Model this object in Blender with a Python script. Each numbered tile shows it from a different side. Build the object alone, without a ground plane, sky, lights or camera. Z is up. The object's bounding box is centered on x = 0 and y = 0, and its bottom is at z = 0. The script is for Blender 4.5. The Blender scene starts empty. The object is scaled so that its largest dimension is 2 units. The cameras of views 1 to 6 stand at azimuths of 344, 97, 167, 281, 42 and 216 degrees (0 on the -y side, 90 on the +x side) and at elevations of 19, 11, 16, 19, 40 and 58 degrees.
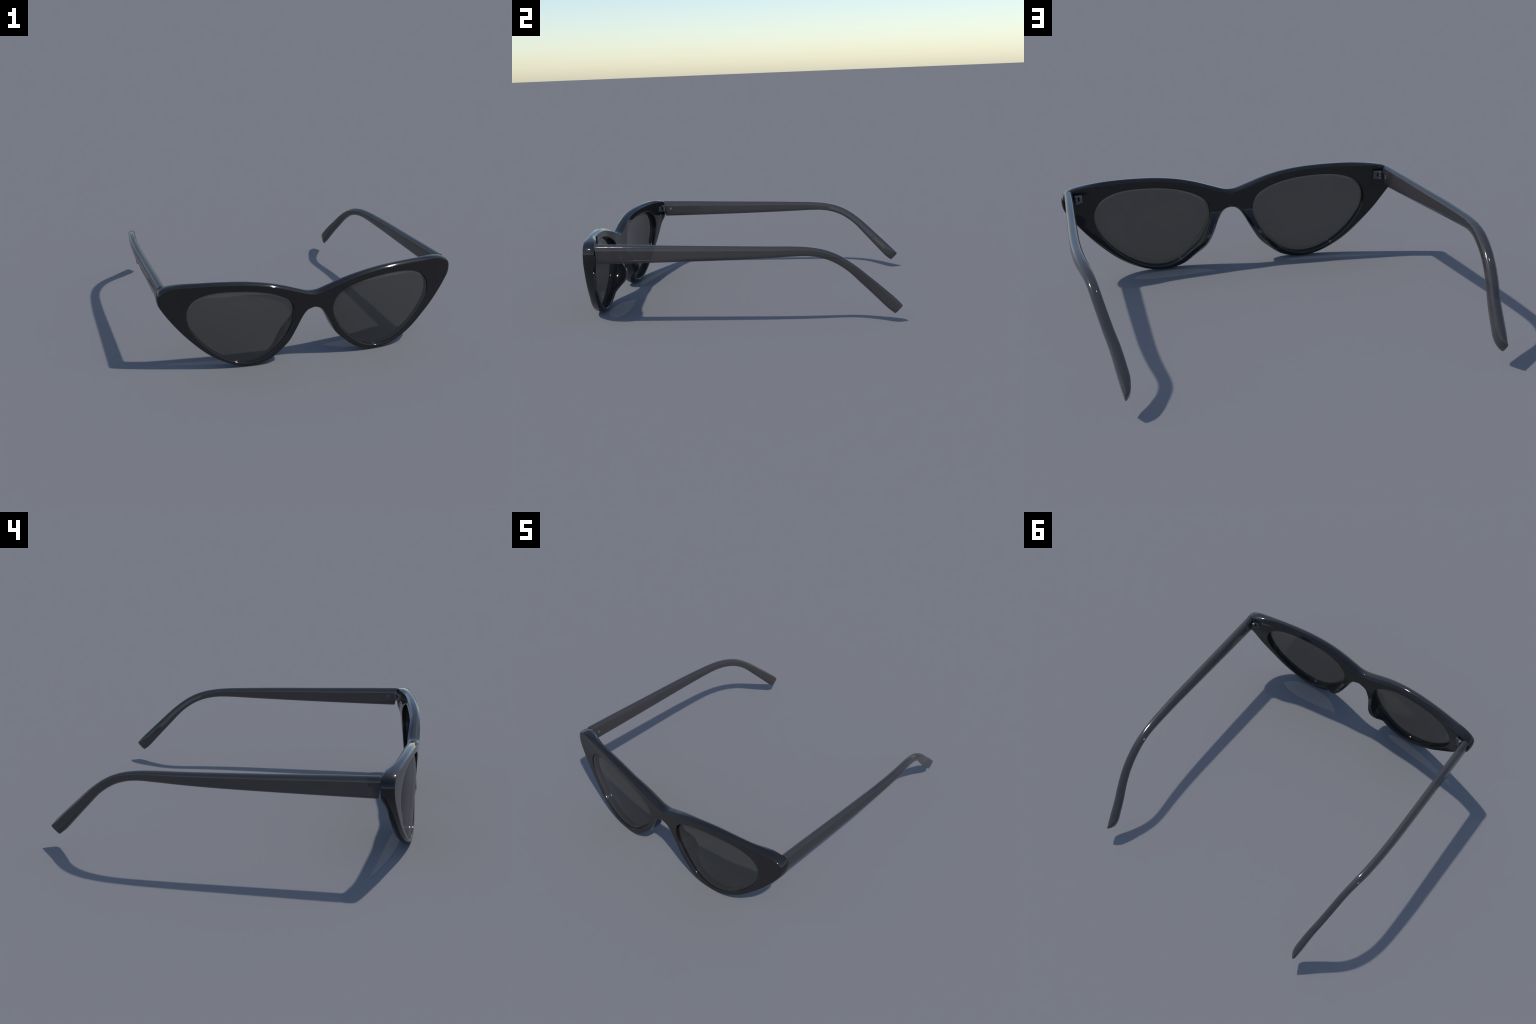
# Cat-eye sunglasses: moulded front with two lens openings, tinted lenses,
# two temples with bent ear tips, small metal hinges.
import bpy, bmesh, math
import numpy as np
from mathutils import Vector

# ------------------------------------------------------------------ helpers
def smooth(a, b, t):
    t = np.clip((np.asarray(t, float) - a) / (b - a), 0, 1)
    return t * t * (3 - 2 * t)

def pchip(xk, yk):
    """Monotone cubic interpolation through control points."""
    xk, yk = np.array(xk, float), np.array(yk, float)
    h = np.diff(xk); d = np.diff(yk) / h
    m = np.zeros_like(xk)
    m[0], m[-1] = d[0], d[-1]
    for i in range(1, len(xk) - 1):
        if d[i-1] * d[i] > 0:
            w1, w2 = 2*h[i] + h[i-1], h[i] + 2*h[i-1]
            m[i] = (w1 + w2) / (w1 / d[i-1] + w2 / d[i])
    def f(x):
        x = np.clip(np.asarray(x, float), xk[0], xk[-1])
        i = np.clip(np.searchsorted(xk, x) - 1, 0, len(xk) - 2)
        t = (x - xk[i]) / h[i]
        return ((1+2*t)*(1-t)**2*yk[i] + t*(1-t)**2*h[i]*m[i]
                + t*t*(3-2*t)*yk[i+1] + t*t*(t-1)*h[i]*m[i+1])
    return f

def catmull(P, closed, per=40):
    """Centripetal-ish Catmull-Rom curve through the control points, sampled densely."""
    P = np.array(P, float); n = len(P); out = []
    segs = n if closed else n - 1
    def pt(i):
        if closed: return P[i % n]
        if i < 0: return 2*P[0] - P[1]
        if i >= n: return 2*P[-1] - P[-2]
        return P[i]
    for i in range(segs):
        p0, p1, p2, p3 = pt(i-1), pt(i), pt(i+1), pt(i+2)
        t = [0.0]
        for a, b in ((p0, p1), (p1, p2), (p2, p3)):
            t.append(t[-1] + max(np.linalg.norm(b - a), 1e-6) ** 0.5)
        for u in np.linspace(t[1], t[2], per, endpoint=False):
            a1 = (t[1]-u)/(t[1]-t[0])*p0 + (u-t[0])/(t[1]-t[0])*p1
            a2 = (t[2]-u)/(t[2]-t[1])*p1 + (u-t[1])/(t[2]-t[1])*p2
            a3 = (t[3]-u)/(t[3]-t[2])*p2 + (u-t[2])/(t[3]-t[2])*p3
            b1 = (t[2]-u)/(t[2]-t[0])*a1 + (u-t[0])/(t[2]-t[0])*a2
            b2 = (t[3]-u)/(t[3]-t[1])*a2 + (u-t[1])/(t[3]-t[1])*a3
            out.append((t[2]-u)/(t[2]-t[1])*b1 + (u-t[1])/(t[2]-t[1])*b2)
    if not closed: out.append(P[-1])
    return np.array(out)

def arclen(C):
    return np.concatenate([[0], np.cumsum(np.linalg.norm(np.diff(C, axis=0), axis=1))])

def resample(C, n, endpoint=True, lo=None, hi=None):
    s = arclen(C)
    lo = 0 if lo is None else lo; hi = s[-1] if hi is None else hi
    q = np.linspace(lo, hi, n, endpoint=endpoint)
    return np.stack([np.interp(q, s, C[:, k]) for k in range(C.shape[1])], 1)

def blur_closed(C, k):
    for _ in range(k):
        C = 0.25*np.roll(C, 1, 0) + 0.5*C + 0.25*np.roll(C, -1, 0)
    return C

def new_obj(name, verts, faces, mat, parent=None, smooth_shade=True):
    me = bpy.data.meshes.new(name)
    me.from_pydata([tuple(map(float, v)) for v in verts], [], [tuple(f) for f in faces])
    me.update()
    if smooth_shade:
        me.polygons.foreach_set("use_smooth", [True]*len(me.polygons))
    me.materials.append(mat)
    ob = bpy.data.objects.new(name, me)
    bpy.context.scene.collection.objects.link(ob)
    if parent: ob.parent = parent
    return ob

# ---------------------------------------------------------------- materials
def nodes_of(name):
    m = bpy.data.materials.new(name); m.use_nodes = True
    nt = m.node_tree
    return m, nt, nt.nodes["Principled BSDF"], nt.nodes["Material Output"]

def acetate(name, base, rough, clear, streak=0.0):
    """Polished smoke-black plastic, faintly see-through (clear: share of light let through each surface)."""
    m, nt, bs, out = nodes_of(name)
    tc = nt.nodes.new("ShaderNodeTexCoord")
    nz = nt.nodes.new("ShaderNodeTexNoise"); nz.inputs["Scale"].default_value = 9; nz.inputs["Detail"].default_value = 4
    mp = nt.nodes.new("ShaderNodeMapping")
    mp.inputs["Scale"].default_value = (1, 0.25 if streak else 1, 1)
    nt.links.new(tc.outputs["Object"], mp.inputs["Vector"]); nt.links.new(mp.outputs[0], nz.inputs["Vector"])
    cr = nt.nodes.new("ShaderNodeValToRGB")
    cr.color_ramp.elements[0].position = 0.3; cr.color_ramp.elements[1].position = 0.7
    cr.color_ramp.elements[0].color = tuple(c*0.96 for c in base) + (1,)
    cr.color_ramp.elements[1].color = tuple(c*1.04 for c in base) + (1,)
    nt.links.new(nz.outputs["Fac"], cr.inputs[0]); nt.links.new(cr.outputs[0], bs.inputs["Base Color"])
    mr = nt.nodes.new("ShaderNodeMapRange")
    mr.inputs["To Min"].default_value = rough*0.85; mr.inputs["To Max"].default_value = rough*1.2
    nt.links.new(nz.outputs["Fac"], mr.inputs["Value"]); nt.links.new(mr.outputs[0], bs.inputs["Roughness"])
    bs.inputs["IOR"].default_value = 1.5
    tr = nt.nodes.new("ShaderNodeBsdfTransparent"); tr.inputs["Color"].default_value = (1.0, 0.975, 0.96, 1)
    mx = nt.nodes.new("ShaderNodeMixShader"); mx.inputs["Fac"].default_value = 1 - clear
    nt.links.new(tr.outputs[0], mx.inputs[1]); nt.links.new(bs.outputs[0], mx.inputs[2])
    nt.links.new(mx.outputs[0], out.inputs["Surface"])
    if streak:
        n2 = nt.nodes.new("ShaderNodeTexNoise"); n2.inputs["Scale"].default_value = 60; n2.inputs["Detail"].default_value = 2
        m2 = nt.nodes.new("ShaderNodeMapping"); m2.inputs["Scale"].default_value = (1, 0.04, 1)
        nt.links.new(tc.outputs["Object"], m2.inputs["Vector"]); nt.links.new(m2.outputs[0], n2.inputs["Vector"])
        bp = nt.nodes.new("ShaderNodeBump"); bp.inputs["Strength"].default_value = streak; bp.inputs["Distance"].default_value = 0.001
        nt.links.new(n2.outputs["Fac"], bp.inputs["Height"]); nt.links.new(bp.outputs[0], bs.inputs["Normal"])
    return m

FRAME = acetate("black_acetate", (0.0130, 0.0116, 0.0118), 0.055, 0.0)
TEMPLE = acetate("temple_acetate", (0.0415, 0.0385, 0.0405), 0.065, 0.225, 0.03)

def lens_material():
    m, nt, bs, out = nodes_of("smoke_lens")
    bs.inputs["Base Color"].default_value = (0.037, 0.0365, 0.0355, 1)
    bs.inputs["Roughness"].default_value = 0.05
    bs.inputs["IOR"].default_value = 1.5
    tr = nt.nodes.new("ShaderNodeBsdfTransparent")
    tr.inputs["Color"].default_value = (1.0, 0.98, 0.95, 1)
    mx = nt.nodes.new("ShaderNodeMixShader"); mx.inputs["Fac"].default_value = 0.645
    nt.links.new(tr.outputs[0], mx.inputs[1]); nt.links.new(bs.outputs[0], mx.inputs[2])
    nt.links.new(mx.outputs[0], out.inputs["Surface"])
    return m
LENS = lens_material()

def hinge_material():
    m, nt, bs, out = nodes_of("hinge_metal")
    tc = nt.nodes.new("ShaderNodeTexCoord")
    nz = nt.nodes.new("ShaderNodeTexNoise"); nz.inputs["Scale"].default_value = 120
    nt.links.new(tc.outputs["Object"], nz.inputs["Vector"])
    cr = nt.nodes.new("ShaderNodeValToRGB")
    cr.color_ramp.elements[0].color = (0.11, 0.109, 0.114, 1); cr.color_ramp.elements[1].color = (0.18, 0.178, 0.186, 1)
    nt.links.new(nz.outputs["Fac"], cr.inputs[0]); nt.links.new(cr.outputs[0], bs.inputs["Base Color"])
    bs.inputs["Metallic"].default_value = 0.4; bs.inputs["Roughness"].default_value = 0.42
    return m
HINGE = hinge_material()

# ------------------------------------------------- shape of the front piece
# outlines are in the (x, z) plane for the wearer's one half (x > 0), mirrored later
HOLE = [(.126,.310),(.133,.362),(.160,.404),(.205,.434),(.270,.460),(.355,.481),(.455,.494),(.550,.498),
        (.625,.495),(.692,.482),(.748,.456),(.786,.414),(.800,.362),(.792,.303),(.762,.243),(.700,.163),
        (.610,.087),(.530,.045),(.455,.027),(.385,.030),(.313,.057),(.242,.113),(.186,.173),(.149,.232),(.131,.275)]
TOP = [(0,.446),(.030,.449),(.100,.471),(.180,.498),(.260,.520),(.340,.536),(.440,.549),(.550,.556),
       (.660,.5585),(.760,.557),(.850,.551),(.915,.540),(.953,.520),(.970,.489),(.971,.460)]
LOW = [(.971,.460),(.964,.428),(.937,.381),(.902,.330),(.831,.241),(.757,.164),(.685,.101),(.609,.052),
       (.530,.017),(.466,.002),(.415,0.0),(.362,.003),(.292,.025),(.220,.076),(.157,.136),(.112,.210),
       (.076,.279),(.052,.314),(.027,.333),(0,.338)]

def front_y(x, z):
    """Front face: wrapped round the face, slightly bowed top to bottom."""
    x = np.asarray(x, float); z = np.asarray(z, float); q = z - .3
    y = -.9890 + .1171*x**2 - .0259*x**4 - .038*q + .1305*x*x*q - .12*q*q
    return y - .009*smooth(.20, 0, z)

pad_profile = pchip([.07,.084,.109,.145,.179,.206,.243,.285,.320], [0,.006,.024,.052,.061,.057,.034,.011,0])
def pad_bump(x, z):
    """Nose pad moulded into the back of the rim."""
    return pad_profile(z) * smooth(.34, .20, np.abs(x)) * (np.asarray(z) > .07) * (np.asarray(z) < .32)

def thick(x, z):
    x = np.abs(x)
    t = .068 - .012*smooth(.12, .34, x) - .004*smooth(.45, .65, x) + .006*smooth(.2, .05, z)
    t = t + smooth(.70, .85, x)*(.005*smooth(.32, .42, z) + .012*np.maximum(smooth(.492, .528, z), smooth(.905, .945, x)*smooth(.35, .43, z)))   # end piece with a deeper top lip
    return t + pad_bump(x, z)

# matching stations of outer loop and opening (outer arc pieces -> hole control indices)
hole_c = catmull(HOLE, True, 40)
top_c, low_c = catmull(TOP, False, 40), catmull(LOW, False, 40)
hole_s = arclen(np.vstack([hole_c, hole_c[:1]]))
def hole_at(i): return hole_s[(i % len(HOLE)) * 40] + (hole_s[-1] if i >= len(HOLE) else 0)
hole_loop = np.vstack([hole_c, hole_c, hole_c[:1]])
hs2 = arclen(hole_loop)
def hole_piece(i0, i1, n):
    q = np.linspace(hole_at(i0), hole_at(i1), n, endpoint=False)
    return np.stack([np.interp(q, hs2, hole_loop[:, k]) for k in range(2)], 1)
def outer_piece(C, k0, k1, n):
    s = arclen(C); return resample(C, n, False, s[k0*40], s[k1*40])

NB = 10                                             # columns on the bridge centre line
cols_O, cols_H, full = [], [], []
for C, k0, k1, i0, i1, n in [(top_c,0,3,2,3,44),(top_c,3,7,3,7,60),(top_c,7,11,7,10,56),(top_c,11,14,10,12,46),
                             (low_c,0,3,12,14,36),(low_c,3,7,14,16,54),(low_c,7,10,16,18,34),(low_c,10,13,18,21,44),
                             (low_c,13,16,21,24,44),(low_c,16,19,24,25,34)]:
    cols_O.append(outer_piece(C, k0, k1, n)); cols_H.append(hole_piece(i0, i1, n)); full += [True]*n
cols_O.append(low_c[-1:]); cols_H.append(hole_piece(25, 26, 10)[:1]); full.append(True)
# down the centre line: from arch up to the bridge top
zb = np.linspace(.338, .446, NB + 2)[1:-1]
zb = .338 + .022 + (zb - zb[0]) / (zb[-1] - zb[0]) * (.446 - .022 - .338 - .022)
cols_O.append(np.stack([np.zeros(NB), zb], 1)); cols_H.append(hole_piece(25, 27, NB + 1)[1:]); full += [False]*NB
O = np.vstack(cols_O); H = np.vstack(cols_H); full = np.array(full); N = len(O)
H = blur_closed(H, 6)

def normals2(C, closed=True):
    d = np.roll(C, -1, 0) - np.roll(C, 1, 0)
    d /= np.linalg.norm(d, axis=1)[:, None]
    return np.stack([-d[:, 1], d[:, 0]], 1)         # left of travel
nf = int(full.sum())
dO = np.gradient(O[:nf], axis=0); dO /= np.linalg.norm(dO, axis=1)[:, None]
nO = np.zeros((N, 2)); nO[:nf] = np.stack([-dO[:, 1], dO[:, 0]], 1)   # outward (loop runs clockwise)
nO[0] = (0, 1); nO[nf-1] = (0, -1)
mH = normals2(H)                                     # from opening into the material
if np.sum(mH * (O - H)) < 0: mH = -mH
W = np.linalg.norm(O - H, axis=1)

verts, ring_of = [], []
NF = 12
def elbow(n, i):  # quarter-round parameter
    a = (i / n) * math.pi / 2
    return math.sin(a), 1 - math.cos(a)
columns = []
for j in range(N):
    h, o, m, n, w = H[j], O[j], mH[j], nO[j], W[j]
    endness = float(smooth(.75, .88, o[0]))
    rh = min(.006, .18*w); rhb = min(.006, .18*w)
    bump = float(pad_bump(o[0], o[1]))
    crown_f = min(.005 + .006*float(smooth(.30, .44, o[1]))*(1 - endness) - .002*endness, .22*w)                       # how far the crowned edge falls off to the front crease
    crown_r = min(.012 - .0085*endness + .35*bump, .42*w)  # ... and to the rear crease
    rf, rr, tip = crown_f, crown_r, .0022
    ha, hb = h + m*rh, h + m*rhb
    col = {"front": [], "wall": [], "rear": [], "hole": []}
    oa = o - n*(rf + .0018) if full[j] else o
    ob = o - n*(rr + .0018) if full[j] else o
    fa, ra = (lambda p: float(front_y(p[0], p[1]))), (lambda p: float(front_y(p[0], p[1]) + thick(p[0], p[1])))
    for i in range(5):                               # opening edge, front
        s, c = elbow(4, i)
        p = h + m*rh*s; col["front"].append((p[0], fa(ha) + rh*(1-s)*0 + rh*(1 - math.sqrt(max(0, 1-(1-s)**2))), p[1]))
    for i in range(1, NF):
        p = ha + (oa - ha)*i/NF; col["front"].append((p[0], fa(p), p[1]))
    col["front"].append((oa[0], fa(oa), oa[1]))
    if full[j]:
        yf, yb = fa(oa), ra(ob); M = 24
        for i in range(0, M + 1):                    # outer edge: level band, rolling off to a crisp crease on each side
            u = i / M
            c = rf*max(0, 1 - u/.36)**1.8 + .0012*(2*u - 1)**2 + rr*max(0, (u - .66)/.34)**1.5
            p = o - n*c
            y = yf + tip + (yb - yf - 2*tip)*u
            col["wall"].append((p[0], y, p[1]))
    col["rear"].append((ob[0], ra(ob), ob[1]))
    for i in range(1, NF):
        p = ob + (hb - ob)*i/NF; col["rear"].append((p[0], ra(p), p[1]))
    yr = ra(hb)
    for i in range(0, 5):
        a = i/4*math.pi/2; p = h + m*rhb*(1 - math.sin(a)); col["rear"].append((p[0], yr - rhb*(1 - math.cos(a)), p[1]))
    yA, yB = col["rear"][-1][1], col["front"][0][1]
    for i in range(1, 8):
        p = h + m*min(.006, .2*w)*math.sin(math.pi*i/8); col["hole"].append((p[0], yA + (yB - yA)*i/8, p[1]))
    columns.append(col)

def build_front():
    V, F = [], []
    idx = []
    for col in columns:
        d = {}
        for k in ("front", "wall", "rear", "hole"):
            d[k] = list(range(len(V), len(V) + len(col[k]))); V.extend(col[k])
        idx.append(d)
    for j in range(N):
        a, b = idx[j], idx[(j+1) % N]
        def strip(A, B):
            for i in range(len(A) - 1): F.append((A[i], B[i], B[i+1], A[i+1]))
        strip(a["front"], b["front"]); strip(a["rear"], b["rear"])
        strip([a["rear"][-1]] + a["hole"] + [a["front"][0]], [b["rear"][-1]] + b["hole"] + [b["front"][0]])
        if full[j] and full[(j+1) % N]:
            strip([a["front"][-1]] + a["wall"] + [a["rear"][0]], [b["front"][-1]] + b["wall"] + [b["rear"][0]])
    V = np.array(V); n = len(V)
    VM = V.copy(); VM[:, 0] *= -1
    faces = F + [tuple(n + i for i in reversed(f)) for f in F]
    bm = bmesh.new()
    bv = [bm.verts.new(v) for v in np.vstack([V, VM])]
    for f in faces:
        try: bm.faces.new([bv[i] for i in f])
        except ValueError: pass
    bmesh.ops.remove_doubles(bm, verts=bm.verts, dist=2e-5)
    # relax the rear of the rim a little so that block and pads blend in
    bmesh.ops.recalc_face_normals(bm, faces=bm.faces)
    return bm

root = bpy.data.objects.new("sunglasses", None)
bpy.context.scene.collection.objects.link(root)
root["label"] = "black cat-eye sunglasses with grey lenses, temples open"
root["category"] = "sunglasses"

bm = build_front()
bm.normal_update()
print("front non-manifold edges:", sum(1 for e in bm.edges if not e.is_manifold))
# split into named regions: frame, bridge piece and the two moulded nose pads; same normals, no seams
def region(f):
    c = f.calc_center_median(); x, z = abs(c.x), c.z
    fy = float(front_y(x, z))
    if pad_profile(z) > .004 and x < .30 and .07 < z < .31 and c.y > fy + .052:
        return "nose_pad"
    if x < .075 and z > .30: return "bridge"
    return "rim"
groups = {}
for f in bm.faces:
    k = region(f)
    s = "" if k == "bridge" else ("+" if f.calc_center_median().x > 0 else "-")
    groups.setdefault((k, s), []).append(f)
vn = {v.index: v.normal.copy() for v in bm.verts}
bm.verts.index_update(); vn = {v.index: v.normal.copy() for v in bm.verts}
parts = {}
for key in sorted(groups):
    used, V, nr, Fs = {}, [], [], []
    for f in groups[key]:
        ids = []
        for v in f.verts:
            if v.index not in used:
                used[v.index] = len(V); V.append(v.co[:]); nr.append(vn[v.index])
            ids.append(used[v.index])
        Fs.append(ids)
    ob = new_obj(key[0], V, Fs, FRAME, root)
    ob.data.normals_split_custom_set_from_vertices([tuple(n) for n in nr])
    parts[key] = ob
bm.free()

# ------------------------------------------------------------------- lenses
DOME, LENS_IN = .027, .0095
def build_lens(sign):
    L = resample(np.vstack([hole_c, hole_c[:1]]), 200, False)
    L = blur_closed(L, 2)
    m = normals2(L); cen = L.mean(0)
    if np.sum(m * (L - cen)) < 0: m = -m
    rad = np.linalg.norm(L - cen, axis=1); ang = np.arctan2(*(L - cen).T[::-1])
    o = np.argsort(ang); ang, rad = ang[o], rad[o]
    def dome(P):
        d = P - cen
        q = np.linalg.norm(d, axis=1) / np.interp(np.arctan2(d[:, 1], d[:, 0]), ang, rad, period=2*math.pi)
        # the lens wraps less than the frame: nose side set back, outer and lower side forward
        return DOME * np.clip(1 - q*q, 0, 1) + .022*(P[:, 0] - .45) + .012*(.27 - P[:, 1])
    V, F = [], []
    # rings from centre to rim: (fraction to the rim edge, extra outward, y offset)
    front = [(f, 0.0, LENS_IN) for f in (0.0, .15, .3, .45, .6, .72, .82, .89)]
    edge = .010
    prof = []
    for f, e, y in front: prof.append(("f", f, y))
    for i in range(0, 9):                       # rounded front margin
        a = i/8*math.pi/2
        prof.append(("e", -edge + (edge + .003)*math.sin(a), LENS_IN + .007*(1 - math.cos(a))))
    prof.append(("e", .003, .027))
    back = [("e", -.003, .032)] + [("f", f, .032) for f in (.89, .7, .5, .3, .15, 0.0)]
    rings = []
    for kind, q, yo in prof + back:
        if kind == "f": P = cen + (L - m*edge - cen)*q
        else: P = L + m*q
        if kind == "f" and q == 0.0:
            rings.append([len(V)]); V.append((cen[0]*sign, float(front_y(cen[0], cen[1])) + yo - DOME, cen[1])); continue
        yy = front_y(P[:, 0], P[:, 1]) + yo - dome(P)
        rings.append(list(range(len(V), len(V) + len(P))))
        V.extend([(p[0]*sign, y, p[1]) for p, y in zip(P, yy)])
    for A, B in zip(rings, rings[1:]):
        n = max(len(A), len(B))
        for i in range(n):
            k = (i+1) % n
            if len(A) == 1: F.append((A[0], B[i], B[k]))
            elif len(B) == 1: F.append((A[i], B[0], A[k]))
            else: F.append((A[i], B[i], B[k], A[k]))
    ob = new_obj("lens", V, F, LENS, root)
    b = bmesh.new(); b.from_mesh(ob.data); bmesh.ops.recalc_face_normals(b, faces=b.faces); b.to_mesh(ob.data); b.free()
    ob.data.polygons.foreach_set("use_smooth", [True]*len(ob.data.polygons))
    return ob
for sgn in (1, -1): build_lens(sgn)

# ------------------------------------------------------------------ temples
T_TOP = [(-.826,.5305),(-.60,.525),(-.30,.516),(0,.508),(.20,.502),(.36,.497),(.46,.488),(.55,.468),(.635,.430),
         (.725,.367),(.815,.287),(.90,.208),(.965,.146),(1.003,.104)]
T_BOT = [(-.812,.411),(-.60,.413),(-.30,.417),(0,.423),(.20,.429),(.36,.435),(.44,.434),(.51,.423),(.585,.396),
         (.672,.338),(.762,.247),(.852,.152),(.915,.086),(.956,.054)]
T_OUT = pchip([-.85,-.2,0,.2,.36,.47,.56,.68,.76,.83,.92,1.0], [.9515,.9515,.951,.946,.936,.921,.905,.882,.861,.839,.818,.799])
def build_temple(sign):
    per = 14
    A, B = catmull(T_TOP, False, per) + (0, .0045), catmull(T_BOT, False, per) + (0, .0055)
    s = arclen((A + B)/2); tot = s[-1]
    # extra stations close to the ends for the rounded corners
    t0 = np.arange(len(A)) / (len(A) - 1)
    extra_s = np.concatenate([s, tot - np.array([.0005, .0015, .003, .005, .008, .012, .018]), [.0006, .002, .004, .007]])
    extra_s = np.sort(extra_s)
    A = np.stack([np.interp(extra_s, s, A[:, k]) for k in (0, 1)], 1)
    B = np.stack([np.interp(extra_s, s, B[:, k]) for k in (0, 1)], 1)
    V, F, rings = [], [], []
    for a, b, sk in zip(A, B, extra_s):
        c = (a + b)/2; half = np.linalg.norm(a - b)/2; up = (a - b)/(2*half)
        d_end, d_start = tot - sk, sk
        # in plan the ear tip runs out like the end of an ellipse, on the inner side only
        L_TIP = .10
        f_tip = 1.0 if d_end > L_TIP else math.sqrt(max(.05, 1 - ((L_TIP - d_end)/L_TIP)**2))
        tw = .0222 * f_tip
        cut = 0.0
        if d_end < .0045: cut = .0045 - math.sqrt(max(0, .0045**2 - (.0045 - d_end)**2))
        if d_start < .005: cut = .005 - math.sqrt(max(0, .005**2 - (.005 - d_start)**2))
        out_x = float(T_OUT(c[0])) - .001*(1 - f_tip)
        cx = out_x - tw
        b_ = half - cut
        crown, tip = min(.010, b_*.32), min(.0010, tw*.1)         # crowned top and bottom, crisp creases to flat sides
        prof = [(tw, -(b_ - crown - tip)), (tw, (b_ - crown - tip)*-.33), (tw, (b_ - crown - tip)*.33), (tw, b_ - crown - tip)]
        K = 16
        for i in range(K + 1):
            q = 1 - 2*i/K
            prof.append(((tw - tip*.9)*q, b_ - crown*abs(q)**2.8))
        prof += [(-x_, -z_) for x_, z_ in prof]
        ring = []
        for dx, dz in prof:
            yz = c + up*dz
            ring.append(len(V)); V.append(((cx + dx)*sign, yz[0], yz[1]))
        rings.append(ring)
    # end caps: bevelled, closed
    def cap(ring, push, first):
        P = np.array([V[i] for i in ring]); cen = P.mean(0)
        prev = ring
        for sc, pu in ((.94, .7), (.70, 1.0)):
            R = []
            for p in P:
                q = cen + (p - cen)*np.array([sc, sc, sc]) + push*pu
                R.append(len(V)); V.append(tuple(q))
            n = len(R)
            for i in range(n):
                j = (i+1) % n
                F.append((prev[i], prev[j], R[j], R[i]))
            prev = R
        F.append(tuple(prev))
    n = len(rings[0])
    for a, b in zip(rings, rings[1:]):
        for i in range(n):
            j = (i+1) % n; F.append((a[i], a[j], b[j], b[i]))
    cap(rings[0], np.array([0, -.0015, 0]), True)
    cap(rings[-1], np.array([0, .0008, -.0009]), False)
    ob = new_obj("temple", V, F, TEMPLE, root)
    b = bmesh.new(); b.from_mesh(ob.data); bmesh.ops.recalc_face_normals(b, faces=b.faces); b.to_mesh(ob.data); b.free()
    ob.data.polygons.foreach_set("use_smooth", [True]*len(ob.data.polygons))
    ob.data.set_sharp_from_angle(angle=math.radians(60))
    return ob
for sgn in (1, -1): build_temple(sgn)

# ------------------------------------------------------------------- hinges
def box_mesh(name, lo, hi, bev, sign, parent, cut=None):
    b = bmesh.new(); bmesh.ops.create_cube(b, size=1)
    for v in b.verts:
        v.co = Vector([((lo[k] + hi[k])/2 + v.co[k]*(hi[k] - lo[k])) for k in range(3)]); v.co.x *= sign
    bmesh.ops.bevel(b, geom=list(b.edges), offset=bev, segments=3, affect='EDGES', profile=.5)
    bmesh.ops.recalc_face_normals(b, faces=b.faces)
    me = bpy.data.meshes.new(name); b.to_mesh(me); b.free()
    me.polygons.foreach_set("use_smooth", [True]*len(me.polygons)); me.set_sharp_from_angle(angle=math.radians(40))
    me.materials.append(HINGE)
    ob = bpy.data.objects.new(name, me); bpy.context.scene.collection.objects.link(ob); ob.parent = parent
    return ob
def cyl_mesh(name, cx, cy, z0, z1, r, parent):
    b = bmesh.new(); bmesh.ops.create_cone(b, cap_ends=True, segments=28, radius1=r, radius2=r, depth=z1 - z0)
    for v in b.verts: v.co += Vector((cx, cy, (z0 + z1)/2))
    bmesh.ops.bevel(b, geom=[e for e in b.edges if abs(e.verts[0].co.z - e.verts[1].co.z) < 1e-6], offset=.0022, segments=2, affect='EDGES')
    me = bpy.data.meshes.new(name); b.to_mesh(me); b.free()
    me.polygons.foreach_set("use_smooth", [True]*len(me.polygons)); me.set_sharp_from_angle(angle=math.radians(40))
    me.materials.append(HINGE)
    ob = bpy.data.objects.new(name, me); bpy.context.scene.collection.objects.link(ob); ob.parent = parent
    return ob
for sgn in (1, -1):
    # leaf let into the back of the end piece, with its two arms, carries the rest
    hinge = box_mesh("hinge", (.857, -.862, .460), (.874, -.833, .506), .003, sgn, root)
    box_mesh("hinge_arm", (.870, -.860, .494), (.900, -.828, .506), .0025, sgn, hinge)
    box_mesh("hinge_arm", (.870, -.860, .460), (.900, -.824, .473), .0025, sgn, hinge)
    box_mesh("temple_leaf", (.9035, -.778, .470), (.9078, -.757, .488), .0015, sgn, hinge)
    cyl_mesh("barrel", .890*sgn, -.820, .4600, .4735, .0105, hinge)
    cyl_mesh("barrel", .890*sgn, -.820, .4750, .4920, .0100, hinge)
    cyl_mesh("barrel", .890*sgn, -.820, .4935, .5050, .0105, hinge)
    cyl_mesh("screw", .890*sgn, -.820, .4565, .4602, .0060, hinge)
